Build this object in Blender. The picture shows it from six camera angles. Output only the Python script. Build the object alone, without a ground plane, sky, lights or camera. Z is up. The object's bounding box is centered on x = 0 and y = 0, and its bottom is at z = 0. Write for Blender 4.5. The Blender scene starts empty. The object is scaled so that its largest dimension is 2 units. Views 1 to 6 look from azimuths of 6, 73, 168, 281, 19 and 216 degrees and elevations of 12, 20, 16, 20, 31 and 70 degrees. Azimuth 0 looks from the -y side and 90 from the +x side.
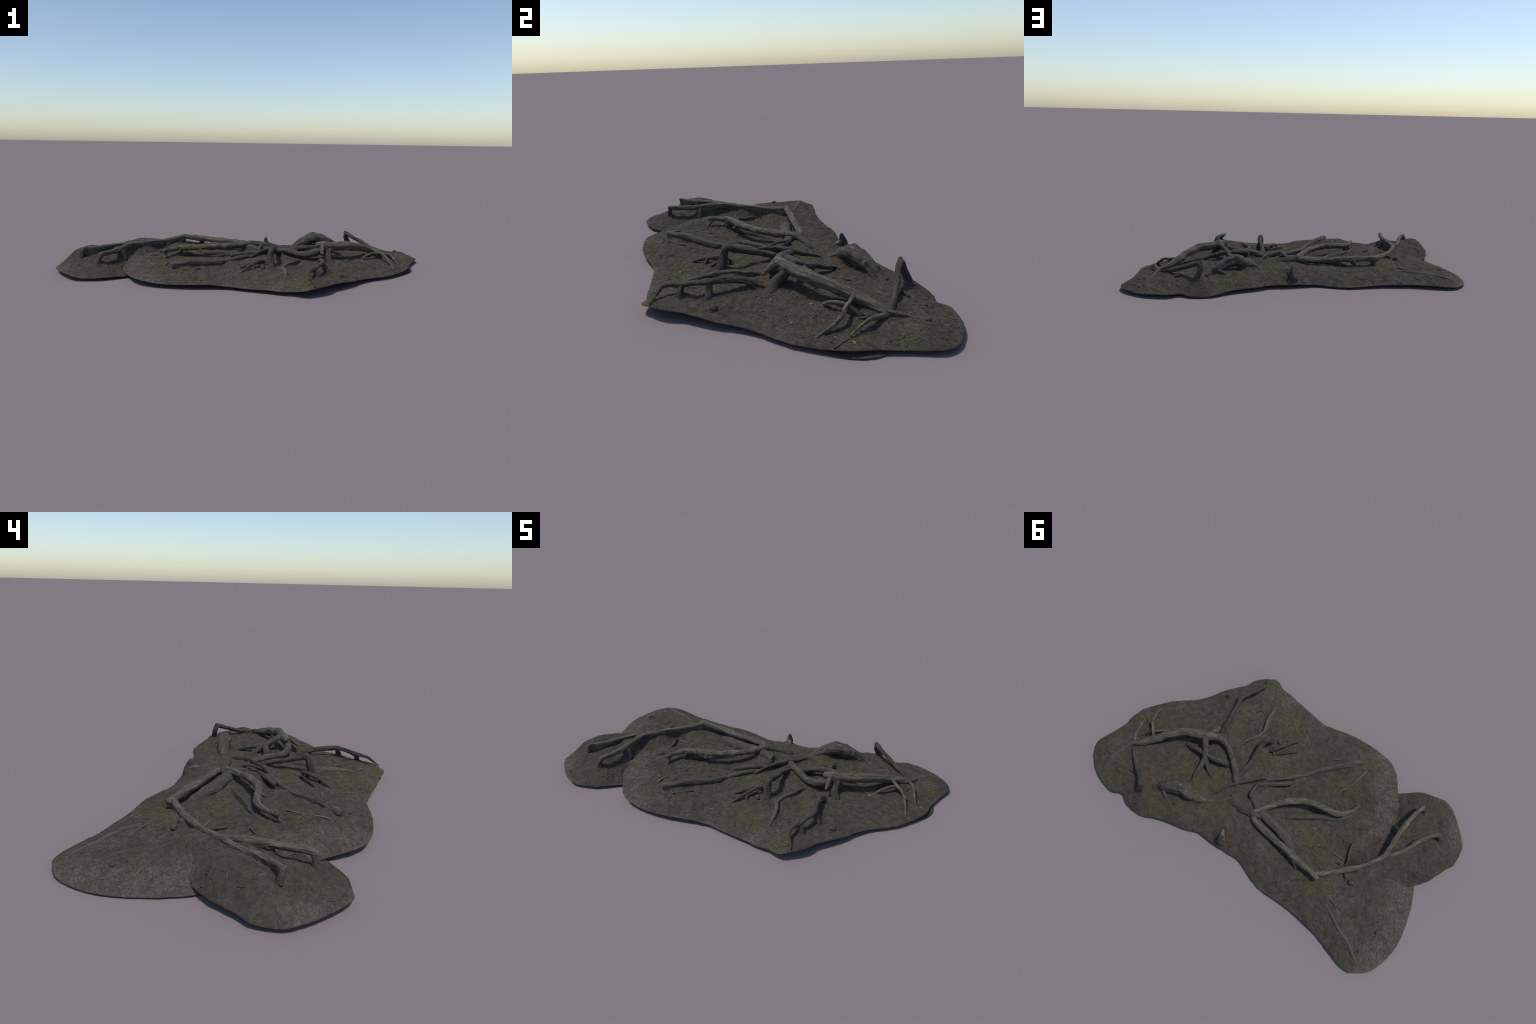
import bpy, bmesh, math, random
import numpy as np
from mathutils import Vector, Matrix, noise
from mathutils.geometry import delaunay_2d_cdt
from mathutils.bvhtree import BVHTree

SEED = 11
rng = random.Random(SEED)

# ------------------------------------------------------------------ materials
def new_mat(name):
    m = bpy.data.materials.new(name)
    m.use_nodes = True
    nt = m.node_tree
    nt.nodes.clear()
    return m, nt, nt.nodes, nt.links

def node(nt, kind, **kw):
    n = nt.nodes.new(kind)
    for k, v in kw.items():
        setattr(n, k, v)
    return n

def noise_tex(nt, vec, scale, detail=4, rough=0.6, distort=0.0):
    n = node(nt, 'ShaderNodeTexNoise')
    n.inputs['Scale'].default_value = scale
    n.inputs['Detail'].default_value = detail
    n.inputs['Roughness'].default_value = rough
    n.inputs['Distortion'].default_value = distort
    nt.links.new(vec, n.inputs['Vector'])
    return n.outputs['Fac']

def ramp(nt, fac, lo, hi):
    n = node(nt, 'ShaderNodeMapRange', interpolation_type='SMOOTHSTEP')
    n.inputs['From Min'].default_value = lo
    n.inputs['From Max'].default_value = hi
    nt.links.new(fac, n.inputs['Value'])
    return n.outputs['Result']

def math_n(nt, op, a, b):
    n = node(nt, 'ShaderNodeMath', operation=op)
    for i, v in enumerate((a, b)):
        if hasattr(v, 'links'):
            nt.links.new(v, n.inputs[i])
        else:
            n.inputs[i].default_value = v
    return n.outputs[0]

def mix(nt, fac, a, b, mode='MIX'):
    n = node(nt, 'ShaderNodeMix', data_type='RGBA', blend_type=mode)
    for sock, v in ((n.inputs[0], fac), (n.inputs[6], a), (n.inputs[7], b)):
        if hasattr(v, 'links'):
            nt.links.new(v, sock)
        elif isinstance(v, tuple):
            sock.default_value = (*v, 1)
        else:
            sock.default_value = v
    return n.outputs[2]

def mapping(nt, vec, scale):
    n = node(nt, 'ShaderNodeMapping')
    n.inputs['Scale'].default_value = scale
    nt.links.new(vec, n.inputs['Vector'])
    return n.outputs[0]

def finish(m, nt, col, rough=0.9, bump=None, strength=0.4, dist=0.004, spec=0.25):
    out = node(nt, 'ShaderNodeOutputMaterial')
    b = node(nt, 'ShaderNodeBsdfPrincipled')
    b.inputs['Roughness'].default_value = rough
    b.inputs['Specular IOR Level'].default_value = spec
    if hasattr(col, 'links'):
        nt.links.new(col, b.inputs['Base Color'])
    else:
        b.inputs['Base Color'].default_value = (*col, 1)
    if bump is not None:
        bn = node(nt, 'ShaderNodeBump')
        bn.inputs['Strength'].default_value = strength
        bn.inputs['Distance'].default_value = dist
        nt.links.new(bump, bn.inputs['Height'])
        nt.links.new(bn.outputs[0], b.inputs['Normal'])
    nt.links.new(b.outputs[0], out.inputs[0])
    return m

def blob_mask(nt, pos, blobs):
    """soft-edged patches round listed (x, y, radius) centres"""
    flat = mapping(nt, pos, (1, 1, 0))
    acc = None
    for x, y, r in blobs:
        d = node(nt, 'ShaderNodeVectorMath', operation='DISTANCE')
        nt.links.new(flat, d.inputs[0])
        d.inputs[1].default_value = (x, y, 0)
        f = node(nt, 'ShaderNodeMapRange', interpolation_type='SMOOTHSTEP')
        f.inputs['From Min'].default_value = r
        f.inputs['From Max'].default_value = r * 0.15
        nt.links.new(d.outputs['Value'], f.inputs['Value'])
        acc = f.outputs[0] if acc is None else math_n(nt, 'MAXIMUM', acc, f.outputs[0])
    return acc

MOSS = [(.36,.17,.10),(.48,.17,.06),(.47,.43,.10),(.36,.37,.09),(.26,.12,.09),(.35,-.20,.06),(.38,-.32,.05),
        (.16,-.40,.09),(.08,-.37,.08),(.11,-.13,.10),(-.01,-.11,.07),(.21,-.13,.05),(-.37,-.23,.06),(-.30,.12,.08),
        (-.39,.12,.07),(-.44,.32,.08),(-.51,.29,.06),(.22,.27,.10),(-.38,-.40,.05),(-.29,-.22,.06),(-.19,.45,.06),
        (-.75,.55,.06),(.86,.05,.06),(.80,.44,.07),(.77,.04,.05),(.34,-.53,.08),(.14,.22,.08),(-.75,-.29,.05),(.93,.20,.07)]
PALE = [(-.40,-.50,.10),(-.47,-.42,.12),(-.47,-.33,.10),(-.55,-.30,.10),(-.56,-.20,.10),(-.57,-.10,.09),(-.84,.11,.13),
        (-.85,.20,.14),(-.90,.26,.13),(-.87,.35,.13),(-.88,.45,.12),(.21,-.50,.07),(-.12,.29,.07),(-.95,-.30,.10),
        (-.93,-.38,.09),(-.80,-.45,.07),(-.86,.53,.09)]

def soil_material(name, tint=1.0, pale_amount=0.85):
    m, nt, N, L = new_mat(name)
    pos = node(nt, 'ShaderNodeTexCoord').outputs['Object']
    big = ramp(nt, noise_tex(nt, pos, 7, 4), .38, .66)
    mid = ramp(nt, noise_tex(nt, pos, 30, 6, .78, .3), .36, .62)
    fine = ramp(nt, noise_tex(nt, pos, 130, 5, .8, .4), .34, .68)
    # crossing fibres, three directions
    fib = None
    for ang in (.2, 1.25, 2.3):
        mp = node(nt, 'ShaderNodeMapping')
        mp.inputs['Rotation'].default_value = (0, 0, ang)
        mp.inputs['Scale'].default_value = (34, 300, 120)
        nt.links.new(pos, mp.inputs['Vector'])
        f = noise_tex(nt, mp.outputs[0], 1, 3, .6, 1.6)
        fib = f if fib is None else math_n(nt, 'MAXIMUM', fib, f)
    fib = ramp(nt, fib, .56, .74)
    k = tint
    dark = (.036*k, .031*k, .025*k)
    brown = (.088*k, .073*k, .056*k)
    grey = (.110*k, .097*k, .078*k)
    c = mix(nt, big, brown, grey)
    c = mix(nt, math_n(nt, 'MULTIPLY', math_n(nt, 'SUBTRACT', 1.0, mid), .72), c, dark)
    c = mix(nt, math_n(nt, 'MULTIPLY', fib, .52), c, (.155*k, .128*k, .100*k))
    pale = math_n(nt, 'MULTIPLY', blob_mask(nt, pos, PALE), ramp(nt, noise_tex(nt, pos, 24, 5, .7, .6), .30, .62))
    palec = mix(nt, fine, (.090, .081, .069), (.175, .157, .136))
    c = mix(nt, math_n(nt, 'MULTIPLY', pale, pale_amount), c, palec)
    mo = math_n(nt, 'MULTIPLY', blob_mask(nt, pos, MOSS), ramp(nt, noise_tex(nt, pos, 45, 5, .8, .4), .30, .54))
    wide = math_n(nt, 'MULTIPLY', ramp(nt, noise_tex(nt, pos, 70, 5, .8, .3), .50, .64), .50)
    mossc = mix(nt, fine, (.044, .053, .018), (.105, .122, .042))
    c = mix(nt, math_n(nt, 'MULTIPLY', math_n(nt, 'MAXIMUM', mo, wide), .68), c, mossc)
    c = mix(nt, math_n(nt, 'MULTIPLY', math_n(nt, 'SUBTRACT', 1.0, fine), .55), c, dark)
    h = math_n(nt, 'ADD', math_n(nt, 'MULTIPLY', fib, .5), math_n(nt, 'ADD', math_n(nt, 'MULTIPLY', fine, .7), math_n(nt, 'MULTIPLY', mid, .6)))
    return finish(m, nt, c, .95, h, .45, .004, .15)

def wood_material(name, light, base, dark, spot=None):
    """weathered root wood; grain runs along the object's local x"""
    m, nt, N, L = new_mat(name)
    pos = node(nt, 'ShaderNodeTexCoord').outputs['Object']
    rnd = node(nt, 'ShaderNodeObjectInfo').outputs['Random']
    off = node(nt, 'ShaderNodeVectorMath', operation='ADD')
    nt.links.new(pos, off.inputs[0])
    sc = math_n(nt, 'MULTIPLY', rnd, 13.0)
    nt.links.new(sc, off.inputs[1])
    p = off.outputs[0]
    streak = ramp(nt, noise_tex(nt, mapping(nt, p, (14, 210, 210)), 1, 4, .65, .5), .34, .68)
    broad = ramp(nt, noise_tex(nt, mapping(nt, p, (9, 40, 40)), 1, 4, .6, .6), .36, .66)
    speck = ramp(nt, noise_tex(nt, p, 150, 4, .7), .30, .70)
    c = mix(nt, broad, base, light)
    c = mix(nt, math_n(nt, 'MULTIPLY', math_n(nt, 'SUBTRACT', 1.0, streak), .85), c, dark)
    c = mix(nt, math_n(nt, 'MULTIPLY', math_n(nt, 'SUBTRACT', 1.0, speck), .30), c, dark)
    if spot:
        s = ramp(nt, noise_tex(nt, p, 48, 5, .75, .7), .54, .68)
        c = mix(nt, math_n(nt, 'MULTIPLY', s, .7), c, spot)
    h = math_n(nt, 'ADD', streak, math_n(nt, 'MULTIPLY', speck, .4))
    return finish(m, nt, c, .82, h, .5, .003, .25)

def plain_material(name, a, b, scale=60):
    m, nt, N, L = new_mat(name)
    pos = node(nt, 'ShaderNodeTexCoord').outputs['Object']
    c = mix(nt, ramp(nt, noise_tex(nt, pos, scale, 4, .65), .3, .7), a, b)
    return finish(m, nt, c, .9, None, spec=.15)

SOIL = soil_material('forest_soil', .93)
SOIL_LOBE = soil_material('forest_soil_brown', .87, .70)
WOOD = wood_material('weathered_root_wood', (.190, .172, .122), (.112, .099, .072), (.032, .027, .021))
WOOD_DARK = wood_material('dark_root_bark', (.108, .097, .076), (.066, .058, .046), (.024, .021, .017))
WOOD_SPOT = wood_material('mottled_root_bark', (.118, .105, .081), (.074, .065, .050), (.028, .024, .019), (.200, .182, .148))
WOOD_FLUSH = wood_material('earthy_root_bark', (.116, .105, .086), (.082, .073, .059), (.038, .033, .027))
WOOD_WORN = wood_material('worn_root_bark', (.140, .128, .108), (.098, .089, .074), (.050, .044, .036))
GREEN_STICK = wood_material('green_stick_bark', (.110, .108, .060), (.080, .080, .042), (.035, .035, .020))
PALE_WOOD = wood_material('pale_stick_wood', (.200, .182, .160), (.120, .106, .090), (.050, .043, .036))
RUST = plain_material('rusty_bark', (.050, .032, .025), (.098, .060, .045), 120)
CHIP = plain_material('dry_leaf_flake', (.110, .094, .072), (.175, .152, .120), 150)
CONE = plain_material('cone_scale', (.046, .035, .028), (.092, .070, .056), 200)
STONE = plain_material('stone_grey', (.042, .037, .031), (.082, .073, .061), 120)
NEEDLES = [plain_material('needle_brown', (.080, .058, .042), (.120, .090, .066), 30),
           plain_material('needle_grey', (.085, .076, .064), (.130, .118, .100), 30),
           plain_material('needle_dark', (.030, .026, .022), (.055, .046, .038), 30),
           plain_material('needle_rust', (.100, .066, .046), (.135, .094, .070), 30)]
MOSS_M = plain_material('moss_green', (.044, .054, .016), (.090, .106, .036), 40)

# ------------------------------------------------------------------ scene tree
top = bpy.data.objects.new('forest_floor', None)
bpy.context.collection.objects.link(top)
top['label'] = 'low mound of forest soil crossed by weathered tree roots'
top['category'] = 'forest floor'

def add(name, mesh, mats, parent=top, matrix=None, smooth=True):
    for m in (mats if isinstance(mats, (list, tuple)) else [mats]):
        mesh.materials.append(m)
    ob = bpy.data.objects.new(name, mesh)
    bpy.context.collection.objects.link(ob)
    ob.parent = parent
    if matrix is not None:
        ob.matrix_local = matrix
    if smooth:
        mesh.polygons.foreach_set('use_smooth', [True] * len(mesh.polygons))
    return ob

# ------------------------------------------------------------------ roots: spines (x, y, z, radius)
ROOTS = []
def root(name, mat, pts, taper=(True, True), gnarl=1.0, bank=1.0, skirt=0.0, girth=1.0):
    pts = [(x, y, z, q * girth) for x, y, z, q in pts]
    ROOTS.append(dict(name=name, mat=mat, pts=pts, taper=taper, gnarl=gnarl, bank=bank, skirt=skirt))

# the thick root in the east, its knob, and what forks from it
root('thick_root', WOOD, [(.862,.300,.046,.005),(.830,.266,.056,.008),(.801,.208,.068,.012),(.758,.177,.077,.017),(.707,.132,.096,.021),(.654,.080,.119,.023),
     (.609,.040,.131,.023),(.568,.008,.138,.024),(.522,-.010,.139,.025),(.472,-.029,.143,.024),(.428,-.045,.148,.022),(.398,-.056,.152,.014)], (True, False))
root('thick_root', WOOD_SPOT, [(.458,-.036,.132,.022),(.410,-.064,.120,.022),(.372,-.071,.106,.020),(.320,-.049,.093,.018),(.269,-.008,.096,.018),(.223,.034,.095,.018),(.184,.083,.087,.016),(.165,.105,.074,.012)], (False, True))
root('thick_root', WOOD_DARK, [(.470,-.040,.126,.020),(.462,-.066,.096,.022),(.470,-.085,.070,.026),(.478,-.095,.050,.028)], (False, True))
root('root_fork', WOOD_SPOT, [(.456,-.026,.146,.018),(.430,.009,.138,.016),(.409,.040,.120,.016),(.397,.071,.106,.016),(.393,.122,.100,.012),(.395,.167,.086,.010),(.387,.207,.076,.004)])
root('root_fork', WOOD_SPOT, [(.399,.066,.104,.015),(.362,.093,.088,.013),(.324,.119,.076,.008),(.300,.138,.066,.004)])
root('buried_root', WOOD_DARK, [(.545,.046,.072,.006),(.522,.047,.088,.010),(.452,.048,.110,.013),(.390,.045,.114,.014),(.330,.040,.112,.016),(.286,.024,.106,.021)], (True, False))
root('buried_root', WOOD_DARK, [(.292,.026,.112,.017),(.284,.030,.085,.017),(.280,.034,.055,.018)], (False, True))
root('root_stub', WOOD, [(.433,-.052,.146,.012),(.434,-.075,.142,.013),(.433,-.098,.128,.010),(.431,-.121,.112,.007)], (False, False), 1.6)
# twigs hanging from the thick root
root('rootlet', WOOD, [(.700,.128,.102,.011),(.722,.108,.104,.009),(.746,.080,.094,.008),(.764,.062,.092,.008),(.781,.047,.084,.008),(.799,.010,.062,.007),(.810,-.030,.048,.006),(.816,-.062,.034,.005)])
root('rootlet', WOOD, [(.748,.090,.084,.008),(.737,.088,.088,.007),(.708,.065,.087,.007),(.680,.042,.080,.007),(.660,.028,.068,.006)], (False, True))
root('rootlet', WOOD_DARK, [(.752,.082,.086,.010),(.760,.100,.072,.012),(.772,.118,.056,.012)], (False, True))
root('rootlet', WOOD, [(.800,.200,.062,.010),(.812,.170,.068,.009),(.824,.130,.072,.008),(.833,.095,.064,.006),(.844,.061,.050,.004),(.850,.040,.040,.003)])
# arched bridge with its post
root('arched_root', WOOD_DARK, [(.205,.058,.060,.016),(.192,.025,.078,.016),(.182,-.019,.096,.016),(.174,-.082,.112,.015),(.176,-.151,.129,.015),(.167,-.184,.141,.018),
     (.163,-.200,.134,.019),(.163,-.206,.112,.019),(.165,-.215,.085,.020),(.167,-.226,.055,.025),(.168,-.232,.036,.028)], (True, True), 1.4, girth=.92)
root('root_stub', WOOD_DARK, [(.167,-.180,.138,.014),(.161,-.196,.148,.013),(.158,-.203,.151,.009)], (False, False))
# three legged root in the south east
root('legged_root', WOOD_DARK, [(.428,-.110,.040,.016),(.428,-.147,.068,.020),(.423,-.192,.096,.014),(.427,-.265,.110,.013),(.432,-.329,.116,.013),(.411,-.383,.112,.011),(.392,-.420,.106,.014),(.376,-.455,.104,.010),(.368,-.486,.098,.008),(.380,-.508,.080,.006),(.391,-.528,.062,.004),(.396,-.545,.050,.003)], (True, True), 1.7, girth=.92)
root('legged_root', WOOD_DARK, [(.430,-.324,.114,.012),(.446,-.330,.090,.014),(.458,-.333,.068,.017),(.462,-.335,.050,.020)], (False, True))
root('legged_root', WOOD_DARK, [(.392,-.420,.104,.014),(.402,-.428,.088,.013),(.408,-.432,.068,.015),(.410,-.433,.050,.018)], (False, True))
# flat roots on the south slope
root('surface_root', WOOD, [(.330,-.068,.054,.006),(.307,-.093,.062,.009),(.285,-.137,.068,.009),(.254,-.186,.067,.009),(.235,-.223,.062,.010),(.232,-.266,.062,.010),(.246,-.312,.063,.010),(.253,-.357,.061,.009),(.255,-.407,.056,.005),(.255,-.425,.050,.002)], (True, True), 1.6, 1.0, .03)
root('surface_root', WOOD_FLUSH, [(.060,-.020,.070,.014),(-.022,-.081,.070,.013),(-.079,-.138,.061,.014),(-.131,-.198,.063,.015),(-.187,-.253,.074,.017),(-.244,-.305,.083,.018),(-.296,-.360,.085,.019),(-.322,-.380,.083,.018)], (True, False), 1.2, .2, .02, .88)
root('surface_root', WOOD_DARK, [(.262,.215,.068,.003),(.238,.181,.080,.006),(.211,.130,.091,.008),(.176,.090,.099,.008),(.135,.051,.099,.008),(.096,.008,.093,.009),(.060,-.029,.081,.007),(.032,-.060,.068,.005)], (True, True), 1.3, 1.0, .025, .88)
root('surface_root', WOOD_FLUSH, [(.110,.050,.062,.010),(.082,.031,.072,.012),(.024,-.011,.078,.013),(-.039,-.056,.080,.013),(-.070,-.078,.080,.013)], (True, False))
root('rootlet', WOOD_DARK, [(.060,.118,.088,.009),(.075,.101,.104,.008),(.079,.059,.104,.007),(.078,.011,.092,.005)])
root('rootlet', WOOD_DARK, [(.072,.104,.108,.008),(.086,.098,.090,.009),(.090,.094,.070,.010)], (False, True))
root('buried_root', WOOD_FLUSH, [(.150,.060,.056,.014),(.085,.090,.074,.016),(.030,.122,.082,.022),(-.035,.150,.076,.030),(-.117,.166,.072,.031),(-.180,.180,.072,.030),(-.229,.202,.070,.026),(-.273,.234,.056,.020),(-.310,.262,.040,.014)], (True, True), .8)
# long forked root system in the west
root('long_root', WOOD_DARK, [(.165,.196,.074,.010),(.139,.188,.088,.015),(.071,.188,.094,.018),(.006,.177,.098,.019),(-.030,.172,.094,.014)])
root('long_root', WOOD, [(.030,.190,.094,.016),(.006,.170,.098,.018),(-.047,.095,.104,.017),(-.100,.038,.108,.018),(-.160,-.006,.112,.018),(-.230,-.035,.114,.018),(-.301,-.043,.110,.017),(-.367,-.060,.106,.016),(-.406,-.100,.103,.012),(-.428,-.138,.103,.011),(-.437,-.152,.103,.011)], (True, False))
root('rootlet', WOOD_DARK, [(-.352,-.052,.104,.012),(-.363,-.058,.086,.011),(-.372,-.064,.066,.014),(-.376,-.068,.050,.016)], (False, True))
root('rootlet', WOOD, [(-.420,-.128,.098,.007),(-.422,-.150,.080,.006),(-.423,-.171,.060,.006),(-.424,-.178,.050,.006)], (False, True))
root('root_stub', WOOD, [(-.246,-.040,.106,.007),(-.247,-.058,.098,.007),(-.246,-.068,.092,.005)], (False, False))
root('root_stub', WOOD, [(-.360,-.062,.100,.006),(-.362,-.080,.090,.006),(-.363,-.088,.084,.003)], (False, False))
root('long_root', WOOD, [(.010,.182,.092,.015),(-.018,.203,.095,.016),(-.080,.217,.097,.017),(-.168,.233,.101,.017),(-.246,.247,.104,.017),(-.306,.260,.106,.019),(-.367,.266,.110,.017),(-.415,.274,.112,.015),(-.447,.286,.110,.013)], (True, False))
root('root_stub', WOOD_DARK, [(-.300,.262,.100,.018),(-.315,.278,.080,.014),(-.322,.290,.062,.014),(-.326,.296,.050,.014)], (False, True))
root('root_stub', WOOD_DARK, [(-.215,.245,.096,.010),(-.222,.258,.080,.009),(-.228,.270,.062,.009)], (False, True))
root('long_root', WOOD, [(-.414,.280,.112,.014),(-.440,.257,.108,.014),(-.477,.224,.102,.014),(-.532,.177,.099,.014),(-.585,.126,.099,.013),(-.602,.103,.099,.012),(-.639,.055,.101,.013),(-.669,.013,.104,.013)], (False, True), 1.0, 1.0, .06)
root('long_root', WOOD, [(-.655,.034,.102,.012),(-.670,.005,.106,.013),(-.676,-.054,.110,.013),(-.676,-.113,.110,.014),(-.679,-.180,.107,.015),(-.693,-.254,.110,.013),(-.713,-.318,.112,.013),(-.717,-.330,.110,.011)], (True, False), 1.2, 1.0, (.055, .56))
root('long_root', WOOD_DARK, [(-.712,-.314,.112,.012),(-.722,-.322,.094,.011),(-.731,-.325,.074,.012),(-.736,-.328,.056,.014)], (False, True))
root('long_root', WOOD_DARK, [(-.684,-.160,.104,.015),(-.672,-.160,.086,.020),(-.662,-.162,.064,.024),(-.655,-.164,.046,.026)], (False, True))
root('long_root', WOOD, [(-.655,.034,.102,.012),(-.670,.008,.104,.013),(-.716,-.039,.110,.012),(-.748,-.088,.113,.011),(-.770,-.136,.115,.012),(-.799,-.185,.116,.011),(-.838,-.227,.119,.010),(-.852,-.242,.119,.009)], (True, False), 1.0, 1.0, .045)
root('root_stub', WOOD_DARK, [(-.846,-.236,.116,.010),(-.856,-.232,.096,.013),(-.862,-.228,.074,.015)], (False, True))
root('buried_root', WOOD_FLUSH, [(-.130,.098,.036,.012),(-.157,.080,.050,.016),(-.219,.038,.055,.018),(-.284,-.001,.056,.018),(-.346,-.036,.060,.018),(-.409,-.084,.056,.016),(-.463,-.132,.050,.012),(-.520,-.180,.036,.008)])
root('buried_root', WOOD_WORN, [(-.530,.345,.054,.004),(-.574,.374,.056,.007),(-.653,.421,.057,.008),(-.720,.450,.052,.009),(-.785,.492,.043,.008),(-.825,.515,.032,.004)])
# the mottled hump in the north east
root('humped_root', WOOD_SPOT, [(.556,.332,.046,.018),(.524,.318,.066,.023),(.475,.304,.096,.028),(.426,.285,.119,.033),(.379,.269,.129,.035),(.341,.270,.116,.034),(.297,.263,.090,.029),(.268,.250,.074,.023),(.244,.240,.056,.018)], (True, True), 1.2)
root('rootlet', WOOD_SPOT, [(.490,.318,.094,.012),(.468,.340,.086,.011),(.447,.356,.076,.010),(.430,.372,.060,.009)])
# arched stick in the east with its post
root('arched_root', WOOD_DARK, [(.790,.212,.058,.009),(.766,.236,.073,.011),(.714,.280,.090,.011),(.652,.324,.119,.011),(.605,.355,.139,.012),(.587,.370,.146,.013),
     (.581,.382,.134,.015),(.588,.391,.105,.015),(.600,.400,.075,.017),(.604,.403,.050,.020)], (True, True), 1.3)
root('root_stub', WOOD_DARK, [(.592,.366,.142,.012),(.578,.376,.152,.011),(.572,.381,.155,.008)], (False, False))
# short branches on the south slope
root('fallen_stick', WOOD_DARK, [(.130,-.172,.066,.008),(.116,-.189,.078,.010),(.091,-.227,.080,.010),(.066,-.266,.073,.009),(.040,-.300,.060,.006),(.019,-.331,.044,.003)])
root('fallen_stick', WOOD_DARK, [(.072,-.258,.074,.007),(.078,-.270,.060,.008),(.082,-.276,.044,.010)], (False, True))
root('fallen_stick', WOOD_DARK, [(.112,-.160,.058,.004),(.080,-.188,.068,.006),(.040,-.225,.062,.006),(.010,-.250,.052,.004)])
root('fallen_stick', PALE_WOOD, [(.135,-.185,.060,.003),(.122,-.178,.066,.004),(.100,-.165,.066,.004)])
root('fallen_stick', PALE_WOOD, [(-.298,-.160,.063,.002),(-.304,-.172,.065,.003),(-.337,-.234,.071,.003),(-.352,-.285,.076,.004),(-.364,-.328,.078,.005),(-.368,-.352,.074,.004)])
root('fallen_stick', PALE_WOOD, [(-.188,-.318,.056,.002),(-.195,-.325,.058,.004),(-.224,-.356,.062,.003)])
root('fallen_stick', WOOD_WORN, [(-.222,-.354,.062,.003),(-.261,-.394,.068,.003)])
root('fallen_stick', WOOD_WORN, [(-.530,.316,.068,.003),(-.570,.330,.063,.004),(-.605,.350,.055,.003)])
root('fallen_stick', GREEN_STICK, [(-.533,.145,.040,.005),(-.527,.110,.052,.008),(-.514,.065,.058,.008),(-.505,.025,.062,.006)], (True, True), 1.8)
root('fallen_stick', PALE_WOOD, [(-.445,.116,.048,.005),(-.478,.119,.050,.004),(-.506,.121,.050,.003)])
root('fallen_stick', PALE_WOOD, [(-.490,.146,.096,.0025),(-.500,.150,.066,.003),(-.506,.154,.036,.003)])
root('fallen_stick', WOOD_DARK, [(-.490,-.058,.060,.003),(-.510,-.070,.063,.004),(-.535,-.090,.062,.003)])
root('fallen_stick', WOOD_DARK, [(.662,.330,.066,.005),(.690,.330,.074,.007),(.715,.334,.066,.006)])
root('fallen_stick', WOOD_DARK, [(.862,.030,.036,.002),(.872,-.005,.030,.003),(.880,-.030,.026,.003)])
# broken stump in the north
root('broken_stump', WOOD, [(.098,.322,.062,.006),(.090,.345,.062,.012),(.082,.366,.064,.016),(.079,.376,.062,.018)], (True, False), 1.5)
root('broken_stump', WOOD_DARK, [(.079,.378,.030,.026),(.080,.375,.056,.021),(.082,.370,.080,.015),(.083,.367,.098,.009),(.084,.366,.110,.003)], (False, True), 2.5)

# ------------------------------------------------------------------ soil: outlines (x, y, z of the edge)
EDGE_FRONT = [(.963,.377,.018),(.993,.333,.016),(.998,.281,.018),(.977,.228,.016),(.953,.171,.015),(.928,.101,.018),(.918,.041,.022),(.901,-.008,.023),
    (.856,-.07,.017),(.805,-.128,.016),(.757,-.168,.015),(.684,-.219,.017),(.63,-.275,.022),(.587,-.336,.028),(.539,-.39,.035),(.485,-.445,.038),(.465,-.484,.041),
    (.44,-.516,.043),(.4,-.547,.040),(.363,-.570,.036),(.33,-.567,.030),(.296,-.549,.022),(.248,-.544,.018),(.178,-.528,.018),(.093,-.512,.015),(-.016,-.489,.016),
    (-.091,-.495,.022),(-.181,-.51,.024),(-.277,-.515,.021),(-.364,-.509,.022),(-.44,-.492,.028),(-.479,-.471,.030),(-.524,-.426,.028),(-.574,-.351,.020)]
EDGE_HIDDEN = [(-.64,-.26,.008),(-.72,-.16,.004),(-.80,-.06,.004)]
EDGE_BACK = [(-.878,.032,.006),(-.907,.103,.006),(-.926,.172,.005),(-.941,.256,.005),(-.944,.339,.005),(-.933,.406,.005),(-.91,.474,.007),(-.877,.523,.010),(-.816,.565,.014),
    (-.782,.569,.016),(-.74,.561,.018),(-.662,.535,.018),(-.576,.507,.018),(-.484,.492,.018),(-.413,.482,.016),(-.32,.479,.012),(-.225,.477,.010),(-.141,.452,.008),
    (-.055,.416,.012),(.022,.413,.017),(.118,.415,.020),(.195,.408,.019),(.232,.415,.020),(.288,.435,.021),(.365,.449,.020),(.439,.467,.018),(.52,.5,.010),
    (.578,.505,.006),(.638,.494,.008),(.691,.464,.014),(.751,.48,.019),(.835,.463,.019),(.904,.43,.016)]
EDGE_LOBE = [(-.560,-.338,.004),(-.574,-.356,.009),(-.613,-.386,.012),(-.65,-.414,.014),(-.681,-.433,.014),(-.717,-.442,.013),(-.769,-.452,.015),(-.805,-.454,.021),(-.854,-.433,.027),(-.895,-.398,.026),
    (-.931,-.361,.022),(-.956,-.334,.022),(-.988,-.289,.021),(-1.0,-.244,.016),(-.999,-.184,.018),(-.991,-.154,.022),(-.969,-.119,.026),(-.949,-.075,.027),(-.928,-.029,.028),
    (-.902,.005,.028),(-.876,.034,.025),(-.851,.06,.024),(-.827,.084,.026)]
LOBE_INNER = [(-.77,.12,.03),(-.70,.14,.05),(-.64,.12,.06),(-.60,.03,.04),(-.59,-.08,.04),(-.585,-.18,.03),(-.575,-.28,.02)]
LEDGE = [(.852,-.066,.006),(.881,-.031,.004),(.911,.001,.002),(.934,.046,.002),(.941,.085,.002),(.936,.126,.002),(.922,.160,.006),(.890,.150,.014),(.875,.080,.016),(.850,.010,.014),(.830,-.040,.012)]

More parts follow.
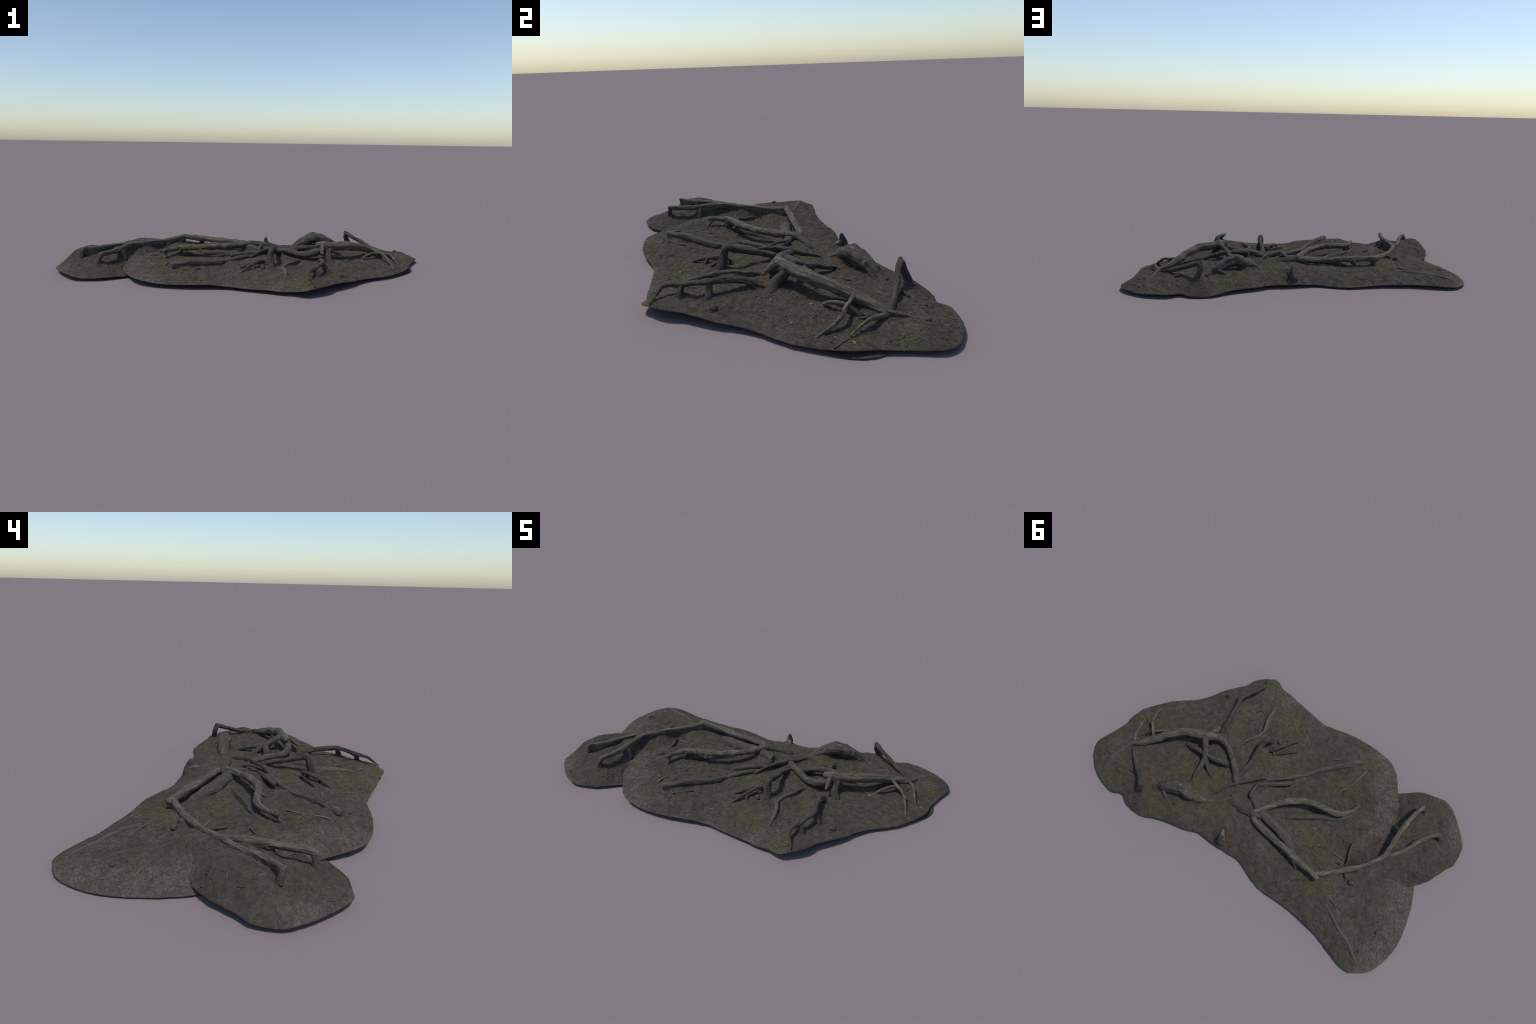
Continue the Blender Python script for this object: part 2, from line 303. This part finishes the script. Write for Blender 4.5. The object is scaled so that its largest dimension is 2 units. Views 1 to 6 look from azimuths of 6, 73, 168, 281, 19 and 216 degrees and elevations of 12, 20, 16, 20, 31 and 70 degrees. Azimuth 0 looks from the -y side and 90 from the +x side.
# ground heights at points that stand free of the roots
GROUND = [(.122,-.248,.053),(.523,-.329,.050),(.306,-.452,.054),(.879,.040,.031),(.547,-.128,.056),(.007,-.357,.043),(-.047,-.287,.045),(.502,.192,.067),
    (-.002,.257,.075),(.166,-.224,.050),(.602,.402,.067),(.58,.45,.050),(.90,.285,.057),(.42,.36,.077),(.46,.385,.066),(.36,.355,.076),(.26,.34,.068),(.07,.33,.066),(.64,.13,.073),(.37,.08,.070),(.48,-.09,.062),(-.15,-.43,.050),(.404,-.20,.070),(.402,-.26,.070),(.404,-.31,.070),(.355,-.20,.056),(.350,-.26,.054),(.350,-.32,.053),(.13,-.06,.066),(.21,-.09,.064),(.40,-.01,.080),(.30,.03,.074),(.44,.01,.074),(.11,.10,.083),(.06,.07,.073),(.47,-.24,.064),(-.34,-.12,.064),(-.42,-.12,.067),(.079,.379,.036),(.627,-.003,.057),(.838,-.007,.033),(.873,.307,.053),(.816,-.062,.031),
    (.307,-.093,.053),(.254,-.186,.057),(.232,-.266,.051),(.253,-.357,.051),(.254,-.407,.051),(.238,.181,.074),(.387,.207,.070),(.830,.266,.052),(.522,.320,.062),(.268,.248,.074),
    (.766,.236,.064),(.461,-.331,.060),(.407,-.430,.062),(.391,-.525,.055),(.431,-.150,.058),(-.225,.312,.068),(-.142,.315,.069),(-.434,.321,.072),(.70,.05,.056),(.74,.36,.058),(.65,.22,.066),(.35,.0,.076),(.20,-.05,.064),(.06,.20,.082),
    (-.305,.119,.050),(-.15,.11,.052),(-.05,.06,.060),(-.16,-.06,.056),(-.20,.0,.052),(-.30,-.06,.056),(-.195,-.325,.055),(-.261,-.394,.064),(-.304,-.172,.061),(-.337,-.234,.068),(-.364,-.328,.072),
    (-.423,-.171,.060),(-.378,-.231,.067),(-.10,-.10,.056),(-.10,-.19,.046),(-.20,-.30,.058),(-.29,-.385,.064),(-.359,.126,.048),(-.16,.30,.070),(-.36,.20,.056),(-.23,.16,.052),
    (-.574,.374,.056),(-.653,.415,.057),(-.74,.430,.057),(-.785,.490,.045),(-.828,.335,.040),(-.50,.27,.078),(-.545,.215,.080),(-.597,.210,.074),(-.70,.26,.046),(-.74,.16,.049),(-.81,.23,.048),(-.68,.365,.046),(-.62,.335,.050),(-.10,-.118,.064),(-.15,-.176,.063),(-.206,-.230,.070),(-.264,-.281,.079),(-.312,-.338,.084),(-.168,-.276,.054),(-.226,-.327,.061),(-.275,-.384,.064),(-.40,-.36,.072),(-.28,-.21,.070),(-.25,-.33,.072),(-.55,-.22,.068),(-.52,-.14,.064),(-.48,-.19,.070),(-.50,-.28,.066),(-.42,-.30,.077),(-.565,-.29,.050)]
WEST = [(-.451,.118,.044),(-.504,.120,.044),(-.533,.141,.042),(-.505,.020,.055),(-.510,-.070,.058),(-.470,.225,.084),(-.560,.186,.090),(-.495,.243,.088),(-.610,.145,.088),(-.602,.108,.090),(-.64,.06,.092),(-.672,.020,.095),
    (-.56,.09,.050),(-.62,.02,.060)]
LOBE_G = [(-.716,-.030,.098),(-.676,-.05,.092),(-.677,-.11,.090),(-.684,-.165,.080),(-.737,-.025,.101),(-.769,-.074,.105),(-.791,-.122,.105),(-.820,-.171,.101),(-.858,-.205,.092),(-.885,-.114,.105),(-.925,-.195,.096),(-.82,-.07,.100),(-.735,-.275,.074),(-.733,-.325,.060),(-.864,-.228,.072),(-.77,-.19,.086),(-.72,-.13,.084),(-.72,-.20,.070),
    (-.640,-.15,.042),(-.635,-.06,.054),(-.80,-.28,.066),(-.60,-.30,.022),(-.955,-.16,.060),(-.90,-.04,.066),(-.84,.0,.078),(-.76,.05,.070),(-.70,-.36,.042)]

def tps_fit(pts, smooth=2e-5):
    P = np.array(pts, float)
    d = np.linalg.norm(P[:, None, :2] - P[None, :, :2], axis=-1)
    K = np.where(d > 0, d * d * np.log(d + 1e-12), 0) + smooth * np.eye(len(P))
    Q = np.c_[np.ones(len(P)), P[:, :2]]
    A = np.block([[K, Q], [Q.T, np.zeros((3, 3))]])
    w = np.linalg.solve(A, np.r_[P[:, 2], 0, 0, 0])
    def f(xy):
        d = np.linalg.norm(xy[:, None] - P[None, :, :2], axis=-1)
        return np.where(d > 0, d * d * np.log(d + 1e-12), 0) @ w[:-3] + w[-3] + xy @ w[-2:]
    return f

def catmull(pts, step):
    """open Catmull-Rom through points of any width, resampled at about `step`"""
    P = np.array(pts, float)
    P = np.vstack([2 * P[0] - P[1], P, 2 * P[-1] - P[-2]])
    out = []
    for i in range(1, len(P) - 2):
        n = max(1, int(np.linalg.norm(P[i + 1, :3] - P[i, :3]) / step))
        for k in range(n):
            t = k / n
            a, b, c, d = P[i - 1:i + 3]
            out.append(.5 * (2 * b + (c - a) * t + (2 * a - 5 * b + 4 * c - d) * t * t + (3 * b - a - 3 * c + d) * t ** 3))
    out.append(P[-2])
    return np.array(out)

def inside(xy, poly):
    x, y = xy[:, 0], xy[:, 1]
    r = np.zeros(len(xy), bool)
    j = len(poly) - 1
    for i in range(len(poly)):
        xi, yi = poly[i, :2]
        xj, yj = poly[j, :2]
        c = ((yi > y) != (yj > y)) & (x < (xj - xi) * (y - yi) / (yj - yi + 1e-15) + xi)
        r ^= c
        j = i
    return r

def edge_dist(xy, poly):
    a = poly[:, :2]
    b = np.roll(a, -1, 0)
    ab = b - a
    best = np.full(len(xy), 9.)
    for i in range(len(a)):
        t = np.clip(((xy - a[i]) @ ab[i]) / max(ab[i] @ ab[i], 1e-12), 0, 1)
        best = np.minimum(best, np.linalg.norm(xy - a[i] - t[:, None] * ab[i], axis=1))
    return best

def smooth01(t):
    t = np.clip(t, 0, 1)
    return t * t * (3 - 2 * t)

ROOT_S = []
for r in ROOTS:
    r['pts'] = [(x, y, z, q * (.95 if q > .008 else 1.0)) for x, y, z, q in r['pts']]
    r['spine'] = catmull(r['pts'], .006)
    if r['name'] not in ('fallen_stick', 'root_stub'):
        ROOT_S.append(np.c_[r['spine'], np.full(len(r['spine']), r['bank'])])
ROOT_S = np.vstack(ROOT_S)

def relief(xy, amp=1.0):
    out = np.zeros(len(xy))
    for i, (x, y) in enumerate(xy):
        v = Vector((x, y, 0))
        out[i] = (.0050 * noise.noise(v * 11) +   .0040 * noise.noise(v * 27 + Vector((3, 1, 0))) + .0020 * noise.noise(v * 62)
                  + .0007 * (1 - abs(noise.noise(v * 95 + Vector((7, 7, 0)))) * 2) + .0007 * noise.noise(v * 170))
    return out * amp

def bank_up(xy, z):
    """earth heaped against every root that touches the ground"""
    add_z = np.zeros(len(z))
    for x, y, rz, rr, b in ROOT_S[::2]:
        d2 = (xy[:, 0] - x) ** 2 + (xy[:, 1] - y) ** 2
        near = np.where(d2 < (rr + .03) ** 2)[0]
        if len(near) == 0:
            continue
        g = z[near]
        gap = (rz - rr) - g
        touch = smooth01((.008 - gap) / .012)
        want = np.clip(rz - .30 * rr - g, 0, .018) * touch * b
        fall = np.exp(-np.maximum(np.sqrt(d2[near]) - rr * .8, 0) ** 2 / (2 * .012 ** 2))
        add_z[near] = np.maximum(add_z[near], want * fall)
    return z + add_z

def sheet(name, edge, height, mat, spacing=.0052, depth=.0016, amp=1.0, bank=True):
    """a slab of soil: top follows height(), thin rim, closed flat underside"""
    E = catmull(edge + [edge[0]], .006)[:-1]
    wob = np.array([[noise.noise(Vector((x * 40, y * 40, 1))), noise.noise(Vector((x * 40, y * 40, 9)))] for x, y, _ in E]) * .0022
    E[:, :2] += wob
    lo, hi = E[:, :2].min(0), E[:, :2].max(0)
    gx, gy = np.meshgrid(np.arange(lo[0], hi[0], spacing), np.arange(lo[1], hi[1], spacing * .87))
    gx = gx + (np.arange(gx.shape[0])[:, None] % 2) * spacing * .5
    I = np.c_[gx.ravel(), gy.ravel()]
    I = I[inside(I, E)]
    ed = edge_dist(I, E)
    I = I[ed > spacing * .55]
    ed = edge_dist(I, E)
    zi = height(I)
    if bank:
        zi = bank_up(I, zi)
    zi = zi + relief(I, amp) * (.35 + .65 * smooth01(ed / .05))
    n = len(E)
    verts2 = [Vector(p) for p in E[:, :2]] + [Vector(p) for p in I]
    res = delaunay_2d_cdt(verts2, [(i, (i + 1) % n) for i in range(n)], [], 1, 1e-7)
    V, F, orig = res[0], res[2], res[3]
    src = [o[0] if o else 0 for o in orig]
    allz = np.r_[E[:, 2], zi]
    tz = np.array([allz[s] for s in src])
    XY = np.array([(v.x, v.y) for v in V])
    # underside: membrane spanned by the rim
    w = 1 / (((XY[:, None] - E[None, ::4, :2]) ** 2).sum(-1) + 1e-4) ** 1.5
    bz = (w @ E[::4, 2]) / w.sum(1) - depth
    bz = np.minimum(bz, tz - depth)
    on_edge = np.array([s < n for s in src])
    bz[on_edge] = tz[on_edge] - depth
    bz = np.maximum(bz, 0)
    nv = len(V)
    co = [(x, y, z) for (x, y), z in zip(XY, tz)] + [(x, y, z) for (x, y), z in zip(XY, bz)]
    faces = [tuple(f) for f in F] + [tuple(i + nv for i in reversed(f)) for f in F]
    cnt = {}
    for f in F:
        for a, b in zip(f, f[1:] + f[:1]):
            cnt[(a, b)] = 1
    for a, b in list(cnt):
        if (b, a) not in cnt:
            faces.append((b, a, a + nv, b + nv))
    me = bpy.data.meshes.new(name)
    me.from_pydata(co, [], faces)
    me.update()
    return add(name, me, mat), co, faces

EDGE_MAIN = EDGE_FRONT + EDGE_HIDDEN + EDGE_BACK
LOBE_POLY = catmull(EDGE_LOBE + LOBE_INNER + [EDGE_LOBE[0]], .01)[:-1]
f_main = tps_fit(EDGE_FRONT + EDGE_BACK + GROUND + WEST)
f_lobe = tps_fit(EDGE_LOBE + LOBE_G + WEST)

def h_main(xy):
    z = f_main(xy)
    deep = edge_dist(xy, LOBE_POLY) * inside(xy, LOBE_POLY)
    under = f_lobe(xy)
    t = smooth01((deep - .03) / .05)
    z = z * (1 - t) + (np.minimum(z, under) - .025) * t
    return np.maximum(z, .005)

INNER = np.array(catmull(LOBE_INNER, .01))
def h_lobe(xy):
    z = f_lobe(xy)
    d = np.min(np.linalg.norm(xy[:, None] - INNER[None, :, :2], axis=-1), axis=1)
    t = 1 - smooth01(d / .06)
    return np.maximum(z - .022 * t, .004)

lobe_edge = EDGE_LOBE + [(x, y, max(.004, float(h_lobe(np.array([[x, y]]))[0]))) for x, y, _ in LOBE_INNER]
g_main, co1, fa1 = sheet('soil', EDGE_MAIN, h_main, SOIL)
g_lobe, co2, fa2 = sheet('soil', lobe_edge, h_lobe, SOIL_LOBE)
f_ledge = tps_fit(LEDGE)
g_ledge, co3, fa3 = sheet('soil_ledge', LEDGE, f_ledge, SOIL, .006, .003, .5, False)

tree1 = BVHTree.FromPolygons(co1, fa1)
tree2 = BVHTree.FromPolygons(co2, fa2)
def ground_hit(x, y):
    best = None
    for t in (tree1, tree2):
        h = t.ray_cast(Vector((x, y, 1)), Vector((0, 0, -1)))
        if h[0] is not None and (best is None or h[0].z > best[0].z):
            best = (h[0], h[1])
    return best

# ------------------------------------------------------------------ build the roots
def tube(spine, seed, gnarl, taper, sides=22):
    """swept gnarled limb in world space"""
    n = len(spine)
    T = np.gradient(spine[:, :3], axis=0)
    T /= np.linalg.norm(T, axis=1)[:, None]
    up = Vector((0, 0, 1)) if abs(T[0][2]) < .9 else Vector((1, 0, 0))
    N = Vector(T[0]).cross(up).normalized()
    verts, faces = [], []
    s = 0.0
    off = Vector((seed * 7.3, seed * 3.1, seed * 1.7))
    for i in range(n):
        t = Vector(T[i])
        N = (N - t * N.dot(t)).normalized()
        B = t.cross(N)
        if i:
            s += float(np.linalg.norm(spine[i, :3] - spine[i - 1, :3]))
        r = spine[i, 3]
        wob = Vector((noise.noise(off + Vector((s * 28, 0, 0))), noise.noise(off + Vector((s * 28, 9, 0))), noise.noise(off + Vector((s * 28, 0, 9))))) * r * .18 * gnarl
        c = Vector(spine[i, :3]) + wob
        for k in range(sides):
            a = 2 * math.pi * k / sides
            ca, sa = math.cos(a), math.sin(a)
            q = off + Vector((ca * 1.1, sa * 1.1, s * 13))
            fl = off + Vector((ca * 3.2, sa * 3.2, s * 7 + 40))
            gr = off + Vector((ca * 6.5, sa * 6.5, s * 5 + 140))
            lump = off + Vector((ca * 1.6, sa * 1.6, s * .5 / max(r, .008) + 90))
            rr = r * (1 + gnarl * (.17 * noise.noise(q) + .13 * noise.noise(fl) + .11 * noise.noise(lump) - .15 * max(0, noise.noise(gr) - .05)))
            verts.append(c + (N * ca + B * sa) * rr)
    for i in range(n - 1):
        for k in range(sides):
            a, b = i * sides + k, i * sides + (k + 1) % sides
            faces.append((a, b, b + sides, a + sides))
    for end, i in ((0, 0), (1, n - 1)):
        t = Vector(T[i]) * (-1 if end == 0 else 1)
        c = Vector(spine[i, :3]) + t * spine[i, 3] * (.7 if taper[end] else .12)
        ci = len(verts)
        verts.append(c)
        for k in range(sides):
            a, b = i * sides + k, i * sides + (k + 1) % sides
            faces.append((b, a, ci) if end == 0 else (a, b, ci))
    return verts, faces

for idx, r in enumerate(ROOTS):
    sp = catmull(r['pts'], .0035)
    sp[:, 3] = np.maximum(sp[:, 3], .0012)
    thick = sp[:, 3].max() > .01
    sides = 30 if thick else 14
    V, F = tube(sp, idx + 1, r['gnarl'], r['taper'], sides)
    if r['skirt']:
        deep, part = r['skirt'] if isinstance(r['skirt'], tuple) else (r['skirt'], 1.0)
        last = int((len(sp) - 1) * part)
        # the flank runs down to the soil as a narrow fin
        for i in range(len(sp)):
            c = Vector(sp[i, :3])
            g = ground_hit(c.x, c.y)
            drop = min(deep, max(0, c.z - (g[0].z if g else 0) + .012))
            fade = max(0, min(1, i / 6, (last - i) / 6))
            for v in V[i * sides:(i + 1) * sides]:
                under = max(0, (c.z - v.z) / sp[i, 3])
                if under > 0:
                    v.z -= drop * fade * under ** 1.5
    a, b = Vector(sp[0, :3]), Vector(sp[-1, :3])
    ax = (b - a).normalized()
    side = ax.cross(Vector((0, 0, 1))) if abs(ax.z) < .95 else ax.cross(Vector((1, 0, 0)))
    side.normalize()
    upv = ax.cross(side)
    M = Matrix((ax, side, upv)).transposed().to_4x4()
    M.translation = a
    Mi = M.inverted()
    me = bpy.data.meshes.new(r['name'])
    me.from_pydata([Mi @ v for v in V], [], F)
    me.update()
    add(r['name'], me, r['mat'], top, M)

# ------------------------------------------------------------------ loose things on the ground
def nugget(name, mat, x, y, size, seed, rot=0.0, sink=.3, scales=False):
    me = bpy.data.meshes.new(name)
    bm = bmesh.new()
    bmesh.ops.create_icosphere(bm, subdivisions=4, radius=1)
    off = Vector((seed, seed * 2, seed * 3))
    for v in bm.verts:
        d = 1 + .16 * noise.noise(v.co * 1.4 + off) + .06 * noise.noise(v.co * 5 + off)
        if scales:
            d += .07 * math.sin(v.co.x * 16) * math.cos(math.atan2(v.co.z, v.co.y) * 7)
            d *= 1 - .25 * max(v.co.x, 0)
        v.co = Vector((v.co.x * size[0], v.co.y * size[1], v.co.z * size[2])) * d
    bm.to_mesh(me)
    bm.free()
    h = ground_hit(x, y)
    M = Matrix.Translation((x, y, h[0].z + size[2] * (1 - 2 * sink))) @ Matrix.Rotation(rot, 4, 'Z')
    return add(name, me, mat, top, M)

nugget('pine_cone', CONE, -.597, .205, (.021, .012, .012), 1, .3, .2, True)
nugget('pine_cone', CONE, .122, -.246, (.020, .011, .011), 2, 2.3, .2, True)
nugget('stone', STONE, .523, -.333, (.017, .013, .012), 3, .4, .35)
nugget('stone', STONE, -.828, .335, (.014, .010, .009), 4, .9, .3)
nugget('stone', STONE, .873, .307, (.013, .009, .009), 5, 1.9, .3)
nugget('stone', STONE, -.560, .190, (.016, .011, .010), 6, 2.5, .3)
nugget('stone', STONE, .545, .335, (.012, .009, .008), 7, .2, .3)
nugget('bark_piece', RUST, .498, .198, (.017, .006, .0045), 8, 1.0, .15)
nugget('bark_piece', RUST, .788, .118, (.017, .006, .0045), 9, 1.4, .2)
nugget('bark_piece', CONE, .120, -.205, (.016, .007, .006), 10, .6, .0)

def flake(x, y, L, W, rot, seed):
    me = bpy.data.meshes.new('leaf_flake')
    bm = bmesh.new()
    ring = [bm.verts.new((L * (math.cos(a) + .25 * noise.noise(Vector((math.cos(a), seed, 0)))), W * math.sin(a), .0012 * math.sin(2 * a + seed)))
            for a in [2 * math.pi * k / 14 for k in range(14)]]
    f = bm.faces.new(ring)
    low = [bm.verts.new(v.co - Vector((0, 0, .0012))) for v in ring]
    bm.faces.new(low[::-1])
    for i in range(14):
        bm.faces.new((ring[i - 1], low[i - 1], low[i], ring[i]))
    bm.to_mesh(me)
    bm.free()
    h = ground_hit(x, y)
    if h is None:
        return
    q = Vector((0, 0, 1)).rotation_difference(h[1]).to_matrix().to_4x4()
    add('leaf_flake', me, CHIP, top, Matrix.Translation(h[0] + h[1] * .0026) @ q @ Matrix.Rotation(rot, 4, 'Z'), False)

for x, y, L in [(.306,-.452,.007),(.879,.040,.008),(.547,-.128,.006),(.007,-.357,.006),(-.047,-.287,.006),(.838,-.007,.006),(.627,-.003,.009),(-.588,-.321,.006),
                (-.002,.257,.003),(.70,-.105,.007),(.62,.14,.004),(.16,-.47,.004),(-.30,.06,.006),(.90,.20,.005),(-.36,.126,.007),(.33,-.30,.004),(.50,-.20,.004)]:
    flake(x, y, L, L * rng.uniform(.45, .7), rng.uniform(0, 6.3), rng.uniform(0, 9))

# ------------------------------------------------------------------ needle litter and moss, joined
MAIN_P = catmull(EDGE_MAIN + [EDGE_MAIN[0]], .02)[:-1]
LOBE_P = np.array(EDGE_LOBE + LOBE_INNER)
def scatter(n, rg):
    out = []
    while len(out) < n:
        q = np.array([[rg.uniform(-1, 1), rg.uniform(-.58, .58)] for _ in range(n)])
        ok = (inside(q, MAIN_P) & (edge_dist(q, MAIN_P) > .012)) | (inside(q, LOBE_P) & (edge_dist(q, LOBE_P) > .012))
        out += [tuple(p) for p in q[ok]]
    return out[:n]

def strands(name, mat, n, seed, lmin, lmax, rad):
    rg = random.Random(seed)
    V, F = [], []
    for x, y in scatter(n, rg):
        ang = noise.noise(Vector((x * 9, y * 9, seed))) * 5 + rg.gauss(0, .9)
        L = rg.uniform(lmin, lmax)
        bend = rg.gauss(0, .5)
        w = rad * rg.uniform(.7, 1.3)
        prev = []
        px, py = x, y
        K = 6
        lift = rg.uniform(.0, 1.1) * .001
        pts = []
        for k in range(K):
            a = ang + bend * k / K
            h = ground_hit(px, py)
            if h is None:
                break
            pts.append((h[0] + h[1] * (lift), a))
            px += math.cos(a) * L / K
            py += math.sin(a) * L / K
        if len(pts) < 4:
            continue
        base = len(V)
        for k, (p, a) in enumerate(pts):
            tw = w * (1 if k < len(pts) - 1 else .4)
            sx, sy = -math.sin(a) * tw, math.cos(a) * tw
            V += [(p.x + sx, p.y + sy, p.z - w * .6), (p.x - sx, p.y - sy, p.z - w * .6), (p.x, p.y, p.z + w)]
        m = len(pts)
        for k in range(m - 1):
            o = base + 3 * k
            for j in range(3):
                F.append((o + j, o + (j + 1) % 3, o + 3 + (j + 1) % 3, o + 3 + j))
        F.append((base, base + 2, base + 1))
        o = base + 3 * (m - 1)
        F.append((o, o + 1, o + 2))
    me = bpy.data.meshes.new(name)
    me.from_pydata(V, [], F)
    me.update()
    ob = add(name, me, mat)
    ob['kind'] = 'stuff'

strands('needle_litter', NEEDLES[0], 6500, 1, .012, .040, .0006)
strands('needle_litter', NEEDLES[1], 6500, 2, .012, .040, .0006)
strands('needle_litter', NEEDLES[2], 1800, 3, .008, .022, .0006)
strands('needle_litter', NEEDLES[3], 1000, 4, .012, .035, .0006)

strands('twig_litter', NEEDLES[1], 90, 21, .03, .075, .0016)
strands('twig_litter', NEEDLES[2], 70, 22, .03, .070, .0018)
strands('twig_litter', NEEDLES[0], 90, 23, .03, .075, .0015)

# crumbs of earth and grit, joined
rg = random.Random(31)
V, F = [], []
crumb = bmesh.new()
bmesh.ops.create_icosphere(crumb, subdivisions=2, radius=1)
cv = [v.co.copy() for v in crumb.verts]
cf = [tuple(v.index for v in f.verts) for f in crumb.faces]
crumb.free()
for x, y in scatter(1500, rg):
    h = ground_hit(x, y)
    if h is None:
        continue
    r0 = .0016 + .0042 * rg.random() ** 3
    off = Vector((rg.uniform(0, 50), 0, 0))
    sq = (rg.uniform(.8, 1.5), rg.uniform(.8, 1.3), rg.uniform(.5, .9))
    b = len(V)
    for v in cv:
        q = v * (r0 * (1 + .35 * noise.noise(v * 1.6 + off)))
        V.append((x + q.x * sq[0], y + q.y * sq[1], h[0].z + q.z * sq[2]))
    F += [tuple(i + b for i in f) for f in cf]
me = bpy.data.meshes.new('earth_crumbs')
me.from_pydata(V, [], F)
me.update()
add('earth_crumbs', me, SOIL)['kind'] = 'stuff'

rg = random.Random(5)
V, F = [], []
for bx, by, br in MOSS:
    for _ in range(int(26000 * br * br)):
        a, d = rg.uniform(0, 6.28), br * .85 * math.sqrt(rg.random())
        x, y = bx + math.cos(a) * d, by + math.sin(a) * d
        if noise.noise(Vector((x * 40, y * 40, 4))) < -.02 + .25 * d / br:
            continue
        h = ground_hit(x, y)
        if h is None or h[1].z < .5:
            continue
        p = h[0]
        s = rg.uniform(.0016, .0034)
        t = rg.uniform(0, 6.28)
        ux, uy = math.cos(t) * s, math.sin(t) * s
        b = len(V)
        V += [(p.x + ux, p.y + uy, p.z), (p.x - uy * .7, p.y + ux * .7, p.z), (p.x - ux, p.y - uy, p.z), (p.x + uy * .7, p.y - ux * .7, p.z), (p.x + uy * .3, p.y, p.z + s * .9)]
        F += [(b, b + 1, b + 4), (b + 1, b + 2, b + 4), (b + 2, b + 3, b + 4), (b + 3, b, b + 4)]
me = bpy.data.meshes.new('moss')
me.from_pydata(V, [], F)
me.update()
add('moss', me, MOSS_M)['kind'] = 'stuff'
